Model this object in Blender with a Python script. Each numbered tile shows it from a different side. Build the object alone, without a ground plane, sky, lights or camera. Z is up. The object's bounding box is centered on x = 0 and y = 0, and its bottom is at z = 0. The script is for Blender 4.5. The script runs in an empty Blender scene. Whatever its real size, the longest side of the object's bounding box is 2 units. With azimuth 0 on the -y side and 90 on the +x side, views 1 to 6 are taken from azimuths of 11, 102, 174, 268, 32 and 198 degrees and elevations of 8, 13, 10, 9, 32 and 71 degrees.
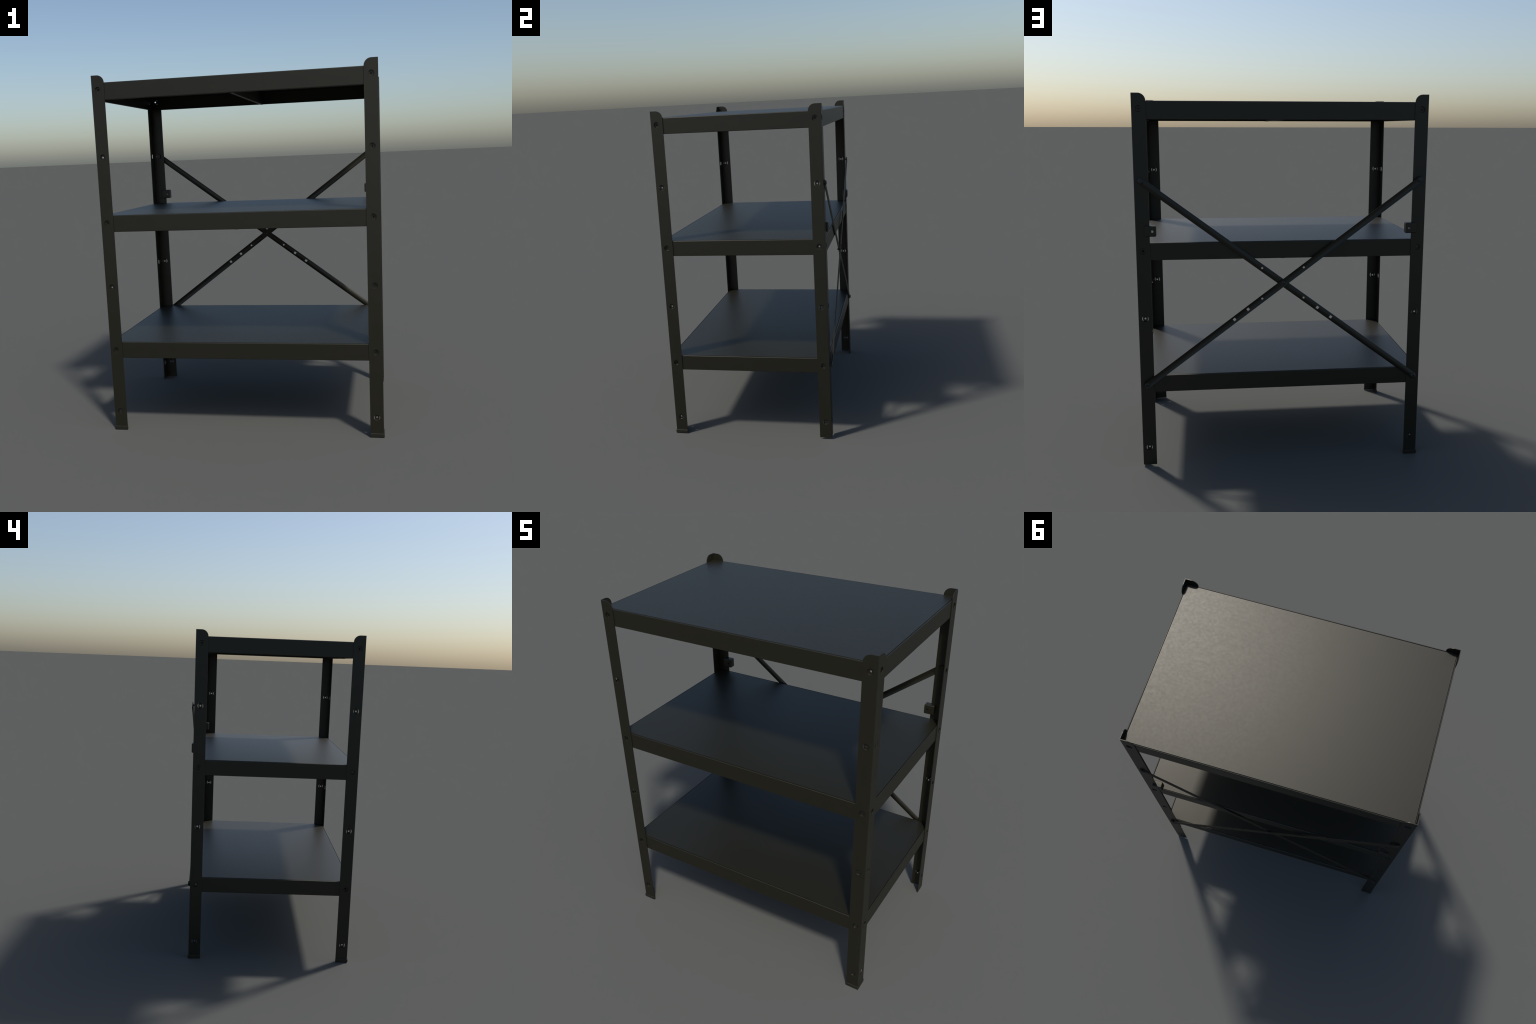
"""Dark metal storage rack: four lanced angle legs, three trough shelves with
inset boards, a bolted cross brace at the back, two clips and three foot caps."""
import bpy, bmesh, math
from mathutils import Vector, Matrix

# ------------------------------------------------------------------ sizes (m)
XO = 0.7655                 # outer face of the legs, left / right
YF, YB = -0.4985, 0.4876    # outer face of the legs, front / back
WING = 0.0721               # width of each leg flange
SHEET = 0.0034               # leg sheet thickness
LEG_BOTTOM, LEG_TOP = 0.0085, 2.0
TAB_RADIUS = 0.0385         # rounding on the tops of the flanges
HOLE_IN = 0.0355            # hole centre from the outer corner
HOLE_Z = [0.1102 + 0.36245 * i for i in range(6)]
HOLE_R, STRAP_W, STRAP_DEPTH, PIN_R = 0.0167, 0.0129, 0.007, 0.0050
SHELF_TOPS = [1.9618, 1.2406, 0.5180]
SHELF_H = 0.0924
SHELF_HOLES = {0: 5, 1: 3, 2: 1}          # which leg hole sits on which shelf
BRACE_X, BRACE_Z0, BRACE_Z1 = 0.7305, 0.4700, 1.5600
BRACE_W, BRACE_SHEET = 0.0180, 0.0022


# ------------------------------------------------------------------ materials
def metal(name, base, rough, metallic, spec=0.5, grain=0.0, bump=0.0, tint=(1, 1, 1)):
    m = bpy.data.materials.new(name)
    m.use_nodes = True
    nt = m.node_tree
    p = nt.nodes["Principled BSDF"]
    co = nt.nodes.new("ShaderNodeTexCoord")
    n = nt.nodes.new("ShaderNodeTexNoise")
    n.inputs["Scale"].default_value = 62.0
    n.inputs["Detail"].default_value = 4.0
    n.inputs["Roughness"].default_value = 0.6
    nt.links.new(co.outputs["Object"], n.inputs["Vector"])
    # colour: very small mottling of the paint
    mix = nt.nodes.new("ShaderNodeMix")
    mix.data_type = "RGBA"
    mix.inputs[6].default_value = (*[c * (1 - grain) for c in base], 1)
    mix.inputs[7].default_value = (*[c * (1 + grain) for c in base], 1)
    nt.links.new(n.outputs["Fac"], mix.inputs[0])
    nt.links.new(mix.outputs[2], p.inputs["Base Color"])
    # gloss: the same mottling makes the reflection slightly cloudy
    mr = nt.nodes.new("ShaderNodeMapRange")
    mr.inputs["From Min"].default_value, mr.inputs["From Max"].default_value = 0.3, 0.7
    mr.inputs["To Min"].default_value, mr.inputs["To Max"].default_value = rough - 0.022, rough + 0.022
    nt.links.new(n.outputs["Fac"], mr.inputs["Value"])
    nt.links.new(mr.outputs["Result"], p.inputs["Roughness"])
    p.inputs["Metallic"].default_value = metallic
    p.inputs["Specular IOR Level"].default_value = spec
    p.inputs["Specular Tint"].default_value = (*tint, 1)
    if bump:
        f = nt.nodes.new("ShaderNodeTexNoise")
        f.inputs["Scale"].default_value = 420.0
        f.inputs["Detail"].default_value = 2.0
        nt.links.new(co.outputs["Object"], f.inputs["Vector"])
        b = nt.nodes.new("ShaderNodeBump")
        b.inputs["Strength"].default_value = bump
        b.inputs["Distance"].default_value = 0.0004
        nt.links.new(f.outputs["Fac"], b.inputs["Height"])
        nt.links.new(b.outputs["Normal"], p.inputs["Normal"])
    return m


PAINT = metal("dark_painted_steel", (0.0098, 0.0090, 0.0044), 0.455, 0.0, grain=0.08, tint=(1, 0.97, 0.89))
BOARD = metal("dark_board_sheet", (0.0098, 0.0090, 0.0044), 0.455, 0.0, grain=0.12, tint=(1, 0.97, 0.89))
BOLT = metal("blackened_bolt", (0.0100, 0.0100, 0.0105), 0.38, 0.0, spec=0.6, grain=0.05)
RUBBER = metal("black_foot_cap", (0.0098, 0.0090, 0.0050), 0.52, 0.0, grain=0.08, tint=(1, 0.97, 0.89))


# ------------------------------------------------------------------ mesh tools
def finish(name, bm, mat, parent=None, angle=32, recalc=True):
    if recalc:
        bmesh.ops.recalc_face_normals(bm, faces=bm.faces)
    me = bpy.data.meshes.new(name)
    bm.to_mesh(me)
    bm.free()
    me.shade_smooth()
    me.set_sharp_from_angle(angle=math.radians(angle))
    me.materials.append(mat)
    ob = bpy.data.objects.new(name, me)
    bpy.context.scene.collection.objects.link(ob)
    if parent:
        ob.parent = parent
    return ob


def prism(bm, outline, place, d0, d1):
    """Closed prism: outline of (a, b), depths d0..d1, placed by place(a, b, d)."""
    lo = [bm.verts.new(place(a, b, d0)) for a, b in outline]
    hi = [bm.verts.new(place(a, b, d1)) for a, b in outline]
    n = len(outline)
    for i in range(n):
        j = (i + 1) % n
        bm.faces.new((lo[i], lo[j], hi[j], hi[i]))
    bm.faces.new(lo[::-1])
    bm.faces.new(hi)


def circle(cx, cy, r, n=32, start=0.0):
    return [(cx + r * math.cos(start + math.tau * i / n), cy + r * math.sin(start + math.tau * i / n)) for i in range(n)]


def subtract(ob, cutter_bm):
    """Boolean difference, applied."""
    bmesh.ops.recalc_face_normals(cutter_bm, faces=cutter_bm.faces)
    me = bpy.data.meshes.new("cutter")
    cutter_bm.to_mesh(me)
    cutter_bm.free()
    cut = bpy.data.objects.new("cutter", me)
    bpy.context.scene.collection.objects.link(cut)
    mod = ob.modifiers.new("cut", "BOOLEAN")
    mod.operation, mod.solver, mod.object = "DIFFERENCE", "EXACT", cut
    bpy.context.view_layer.update()
    got = bpy.data.meshes.new_from_object(ob.evaluated_get(bpy.context.evaluated_depsgraph_get()))
    ob.modifiers.clear()
    old = ob.data
    name = old.name
    ob.data = got
    bpy.data.meshes.remove(old)
    got.name = name
    bpy.data.objects.remove(cut)
    bpy.data.meshes.remove(me)


def join_into(ob, bm_extra, angle=32):
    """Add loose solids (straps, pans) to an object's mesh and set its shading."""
    bmesh.ops.recalc_face_normals(bm_extra, faces=bm_extra.faces)
    tmp = bpy.data.meshes.new("tmp")
    bm_extra.to_mesh(tmp)
    bm_extra.free()
    bm = bmesh.new()
    bm.from_mesh(ob.data)
    bm.from_mesh(tmp)
    bm.to_mesh(ob.data)
    bm.free()
    bpy.data.meshes.remove(tmp)
    ob.data.shade_smooth()
    ob.data.set_sharp_from_angle(angle=math.radians(angle))


def strap(bm, place, ca, cb):
    """Bridge lance: a strap of sheet pressed inwards across a round hole,
    with a pin hole in its middle.  Solid, SHEET*0.6 thick."""
    th = 0.0024
    flat = 0.0134                       # half height of the pressed flat part
    n = 24

    def half(b):                        # barrel-shaped strap
        return STRAP_W - 0.0022 * (b / flat) ** 2

    def ring(inner):
        pts = []
        for i in range(n):
            a = math.tau * (i + 0.5) / n
            c, s = math.cos(a), math.sin(a)
            if inner:
                pts.append((PIN_R * c, PIN_R * s))
            else:
                k = min(1 / max(abs(c), 1e-6) * STRAP_W, 1 / max(abs(s), 1e-6) * flat)
                x, y = k * c, k * s
                pts.append((max(-half(y), min(half(y), x)), y))
        return pts
    rings = []
    for d in (STRAP_DEPTH, STRAP_DEPTH + th):
        rings.append([[bm.verts.new(place(ca + x, cb + y, d)) for x, y in ring(k)] for k in (True, False)])
    for i in range(n):
        j = (i + 1) % n
        bm.faces.new((rings[0][0][i], rings[0][0][j], rings[0][1][j], rings[0][1][i]))
        bm.faces.new((rings[1][0][j], rings[1][0][i], rings[1][1][i], rings[1][1][j]))
        bm.faces.new((rings[0][0][j], rings[0][0][i], rings[1][0][i], rings[1][0][j]))
        bm.faces.new((rings[0][1][i], rings[0][1][j], rings[1][1][j], rings[1][1][i]))
    # slopes up to the rim of the hole
    for sgn in (1, -1):
        m = 8
        rows = []
        for k in range(m + 1):
            x = half(flat) * (2 * k / m - 1)
            rim = math.sqrt(HOLE_R ** 2 - x ** 2) + 0.0004
            rows.append([bm.verts.new(place(ca + x, cb + sgn * y, d)) for y, d in
                         ((flat - 0.0002, STRAP_DEPTH), (rim, 0.0012), (rim, 0.0012 + th), (flat - 0.0002, STRAP_DEPTH + th))])
        for k in range(m):
            for q in range(4):
                w = (q + 1) % 4
                bm.faces.new((rows[k][q], rows[k][w], rows[k + 1][w], rows[k + 1][q]))
        bm.faces.new(rows[0])
        bm.faces.new(rows[-1][::-1])


def rounded_box(bm, lo, hi, bevel, segments=3):
    """Axis-aligned box with all edges rounded."""
    r = bmesh.ops.create_cube(bm, size=1.0)
    c = [(l + h) / 2 for l, h in zip(lo, hi)]
    s = [h - l for l, h in zip(lo, hi)]
    for v in r["verts"]:
        v.co = Vector((c[0] + v.co.x * s[0], c[1] + v.co.y * s[1], c[2] + v.co.z * s[2]))
    if bevel:
        edges = list({e for v in r["verts"] for e in v.link_edges})
        bmesh.ops.bevel(bm, geom=edges, offset=bevel, segments=segments, profile=0.5, affect="EDGES")


# ------------------------------------------------------------------ the rack
rack = bpy.data.objects.new("storage_rack", None)
bpy.context.scene.collection.objects.link(rack)
rack["label"] = "dark metal storage rack with three shelves and a cross brace"
rack["category"] = "shelf"


def leg_places(sx, back):
    """Two mappings (s across flange, z, depth inwards) -> xyz, one per flange."""
    yo, sy = (YB, 1) if back else (YF, -1)
    on_y = lambda s, z, d: (sx * (XO - s), yo - sy * d, z)
    on_x = lambda s, z, d: (sx * (XO - d), yo - sy * s, z)
    return on_y, on_x, yo, sy


def build_leg(sx, back):
    on_y, on_x, yo, sy = leg_places(sx, back)
    # angle section with a tight rolled corner
    r, ri = 0.0030, 0.0008
    sec = [(WING, 0.0)]
    sec += [(r - r * math.sin(math.radians(a)), r - r * math.cos(math.radians(a))) for a in (0, 22.5, 45, 67.5, 90)]
    sec += [(0.0, WING), (SHEET, WING)]
    c = SHEET + ri
    sec += [(c - ri * math.sin(math.radians(a)), c - ri * math.cos(math.radians(a))) for a in (90, 45, 0)]
    sec += [(WING, SHEET)]
    bm = bmesh.new()
    prism(bm, sec, lambda a, b, d: (sx * (XO - a), yo - sy * b, d), LEG_BOTTOM, LEG_TOP)
    leg = finish("leg", bm, PAINT, rack)
    cut = bmesh.new()
    for place in (on_y, on_x):
        for z in HOLE_Z:
            prism(cut, circle(HOLE_IN, z, HOLE_R), place, -0.01, 0.012)
        # rounded shoulder at the top of the flange
        cs, cz, R = WING - TAB_RADIUS, LEG_TOP - TAB_RADIUS, TAB_RADIUS
        arc = [(cs + R * math.sin(t), cz + R * math.cos(t)) for t in [math.pi / 2 * k / 14 for k in range(15)]]
        prism(cut, arc + [(WING + 0.02, cz), (WING + 0.02, LEG_TOP + 0.02), (cs, LEG_TOP + 0.02)], place, -0.01, 0.012)
    subtract(leg, cut)
    extra = bmesh.new()
    for place in (on_y, on_x):
        for z in HOLE_Z:
            strap(extra, place, HOLE_IN, z)
    join_into(leg, extra)
    # foot cap: an angle-shaped shoe (lost from the right back leg)
    if not (back and sx > 0):
        o, i, e = -0.0034, 0.0072, WING + 0.0006
        cap = [(o, o), (e, o), (e, i), (i, i), (i, e), (o, e)]
        bm = bmesh.new()
        prism(bm, cap, lambda a, b, d: (sx * (XO - a), yo - sy * b, d), 0.0, 0.0207)
        bmesh.ops.bevel(bm, geom=list(bm.edges), offset=0.0020, segments=3, profile=0.5, affect="EDGES")
        finish("foot_cap", bm, RUBBER, leg, angle=50)
    return leg


for sx in (1, -1):
    for back in (False, True):
        build_leg(sx, back)


# ------------------------------------------------------------------ shelves
def build_shelf(index):
    top, H = SHELF_TOPS[index], SHELF_H
    gap = 0.0003
    x0, y0, y1 = XO - SHEET - gap, YF + SHEET + gap, YB - SHEET - gap
    ycen = (y0 + y1) / 2
    rt, rb = 0.0042, 0.0030
    prof = []                                         # (inwards, height)
    for k in range(5):
        a = math.radians(22.5 * k)
        prof.append((rb - rb * math.sin(a), rb - rb * math.cos(a)))
    prof = [(o, -H + h) for o, h in prof]             # bottom bend, lip side first
    for k in range(7):
        a = math.radians(15 * k)
        prof.append((rt - rt * math.cos(a), -rt + rt * math.sin(a)))
    prof += [(0.0052, -0.0005), (0.0058, -0.0018), (0.0058, -0.012), (0.0034, -0.012),
             (0.0034, -H + 0.0034), (0.019, -H + 0.003), (0.019, -H)]
    bm = bmesh.new()
    rings = []
    for o, h in prof:
        x, ya, yb = x0 - o, y0 + o, y1 - o
        rings.append([bm.verts.new(v) for v in ((-x, ya, top + h), (x, ya, top + h), (x, yb, top + h), (-x, yb, top + h))])
    for k in range(len(rings)):
        a, b = rings[k], rings[(k + 1) % len(rings)]
        for i in range(4):
            j = (i + 1) % 4
            bm.faces.new((a[i], a[j], b[j], b[i]))
    shelf = finish("shelf", bm, PAINT, rack)
    cut = bmesh.new()
    z = HOLE_Z[SHELF_HOLES[index]]
    for sx in (1, -1):
        for back in (False, True):
            on_y, on_x, yo, sy = leg_places(sx, back)
            for place in (on_y, on_x):
                w, h = STRAP_W - 0.0010, HOLE_R - 0.0020      # window for the leg's pressed strap
                prism(cut, [(HOLE_IN - w, z - h), (HOLE_IN + w, z - h), (HOLE_IN + w, z + h), (HOLE_IN - w, z + h)], place, 0.001, 0.0095)
    subtract(shelf, cut)
    shelf.data.shade_smooth()
    shelf.data.set_sharp_from_angle(angle=math.radians(32))
    # board laid flush in the rim with a narrow gap all round
    e = 0.0077
    bm = bmesh.new()
    rounded_box(bm, (-x0 + e, y0 + e, top - 0.014), (x0 - e, y1 - e, top + 0.0004), 0.0012, 2)
    finish("board", bm, BOARD, shelf)
    # cross stiffener under the board
    bm = bmesh.new()
    rounded_box(bm, (-0.0085, y0 + 0.0036, top - H - 0.0014), (0.0095, y1 - 0.0036, top - 0.0142), 0.0012, 2)
    finish("stiffener", bm, PAINT, shelf)


for i in range(3):
    build_shelf(i)


# ------------------------------------------------------------------ cross brace
BRACE_LEN = math.hypot(2 * BRACE_X, BRACE_Z1 - BRACE_Z0)
SLOPE = math.atan2(BRACE_Z1 - BRACE_Z0, 2 * BRACE_X)


def build_brace(rising, y_edge, bow):
    """Half-round strip from corner to corner. y_edge: y of its long edges'
    mid-sheet, bow: signed arch of the crest in y."""
    half = BRACE_LEN / 2
    ux, uz = math.cos(SLOPE) * (1 if rising else -1), math.sin(SLOPE)
    zc = (BRACE_Z0 + BRACE_Z1) / 2
    ts = []
    for k in range(13):                                # rounded end, bunched
        ts.append(half + BRACE_W * math.sin(math.pi / 2 * k / 12))
    mid = [half - 0.02, 0.30, 0.15, 0.054, 0.046, 0.038, 0.018]
    pos = sorted(ts + mid)
    ts = [-t for t in reversed(pos)] + [0.0] + pos
    m = 12

    def press(t):                                      # flattened seat round the middle bolt
        return 1.0 - 0.55 * max(0.0, min(1.0, (0.054 - abs(t)) / 0.016))
    bm = bmesh.new()
    rows = []
    for t in ts:
        over = max(0.0, abs(t) - half)
        w = math.sqrt(max(BRACE_W ** 2 - over ** 2, 0.0)) if over else BRACE_W
        w = max(w, 0.0006)
        front, rear = [], []
        for k in range(m + 1):
            u = -w + 2 * w * k / m
            y = y_edge + bow * (1 - (u / BRACE_W) ** 2) * press(t)
            x, z = ux * t - uz * u * (1 if rising else -1), zc + uz * t + abs(ux) * u
            front.append(bm.verts.new((x, y - BRACE_SHEET / 2, z)))
            rear.append(bm.verts.new((x, y + BRACE_SHEET / 2, z)))
        rows.append(front + rear[::-1])
    n = 2 * (m + 1)
    for a, b in zip(rows, rows[1:]):
        for k in range(n):
            j = (k + 1) % n
            bm.faces.new((a[k], a[j], b[j], b[k]))
    bm.faces.new(rows[0][::-1])
    bm.faces.new(rows[-1])
    ob = finish("brace", bm, PAINT, rack, angle=40)
    cut = bmesh.new()

    def place(a, b, d):                                # a along downwards half, b across
        t = -a
        return (ux * t - uz * b * (1 if rising else -1), d, zc + uz * t + abs(ux) * b)
    for t in (-0.1388, 0.1388):
        prism(cut, circle(t, 0, 0.0057, 20), place, 0.45, 0.55)
    for t in (0.2335, 0.3243):
        s = 0.0073
        prism(cut, [(t - s, -s), (t + s, -s), (t + s, s), (t - s, s)], place, 0.45, 0.55)
    subtract(ob, cut)
    ob.data.shade_smooth()
    ob.data.set_sharp_from_angle(angle=math.radians(40))
    return ob


build_brace(True, 0.4900, 0.0054)      # crest towards the back
build_brace(False, 0.5010, -0.0054)    # turned over, crest towards the front


# ------------------------------------------------------------------ bolts
def bolt_mesh():
    """Button head with a hex socket, axis along +y, tip of head at y = 0."""
    bm = bmesh.new()
    n = 36
    prof = [(0.0050, -0.0016, 6), (0.0068, -0.0002, 0), (0.0088, -0.0005, 0), (0.0115, -0.0017, 0),
            (0.0132, -0.0034, 0), (0.0137, -0.0050, 0), (0.0132, -0.0056, 0), (0.0050, -0.0056, 0), (0.0050, -0.0235, 0)]

    def ring(r, y, sides):
        out = []
        for i in range(n):
            a = math.tau * i / n
            k = r
            if sides:
                w = math.pi / sides
                k = r * math.cos(w) / math.cos((a + w) % (2 * w) - w)
            out.append(bm.verts.new((k * math.cos(a), y, k * math.sin(a))))
        return out
    rings = [ring(0.0048, -0.0038, 6), ring(0.0052, -0.0006, 6)] + [ring(r, y, 0) for r, y, s in prof[1:]]
    for a, b in zip(rings, rings[1:]):
        for i in range(n):
            j = (i + 1) % n
            bm.faces.new((a[i], a[j], b[j], b[i]))
    bm.faces.new(rings[0])
    bm.faces.new(rings[-1][::-1])
    return bm


first = finish("bolt", bolt_mesh(), BOLT, rack, angle=40)
spots = [(BRACE_X, BRACE_Z1), (-BRACE_X, BRACE_Z1), (BRACE_X, BRACE_Z0), (-BRACE_X, BRACE_Z0), (0.0, (BRACE_Z0 + BRACE_Z1) / 2)]
for i, (x, z) in enumerate(spots):
    b = first if i == 0 else first.copy()
    if i:
        bpy.context.scene.collection.objects.link(b)
    b.location = (x, 0.5021, z)
    b.rotation_euler = (0, 0.4 * i, 0)


# ------------------------------------------------------------------ clips on the back legs
for sx in (1, -1):
    bm = bmesh.new()
    x_in, x_out = 0.6600, 0.7185
    lo = (min(sx * x_in, sx * x_out), 0.4620, 1.2742)
    hi = (max(sx * x_in, sx * x_out), 0.5005, 1.3308)
    rounded_box(bm, lo, hi, 0.0058, 4)
    clip = finish("clip", bm, PAINT, rack, angle=50)
    cut = bmesh.new()
    prism(cut, circle(sx * 0.6795, 1.3013, 0.0068, 24), lambda a, b, d: (a, d, b), 0.44, 0.52)
    subtract(clip, cut)
    clip.data.shade_smooth()
    clip.data.set_sharp_from_angle(angle=math.radians(50))


# ------------------------------------------------------------------ flat faces stay flat
# Face-area weighted normals: the narrow bends and bevels shade round, while
# the broad sheet faces next to them keep their true direction.
def weight_normals():
    done = {}
    for ob in [o for o in bpy.data.objects if o.type == "MESH"]:
        if ob.data in done:
            continue
        mod = ob.modifiers.new("weighted", "WEIGHTED_NORMAL")
        mod.mode, mod.weight, mod.keep_sharp = "FACE_AREA", 100, True
        bpy.context.view_layer.update()
        new = bpy.data.meshes.new_from_object(ob.evaluated_get(bpy.context.evaluated_depsgraph_get()))
        ob.modifiers.clear()
        done[ob.data] = new
    for ob in [o for o in bpy.data.objects if o.type == "MESH"]:
        old = ob.data
        if old in done:
            done[old].name = old.name.split(".")[0]
            ob.data = done[old]


weight_normals()
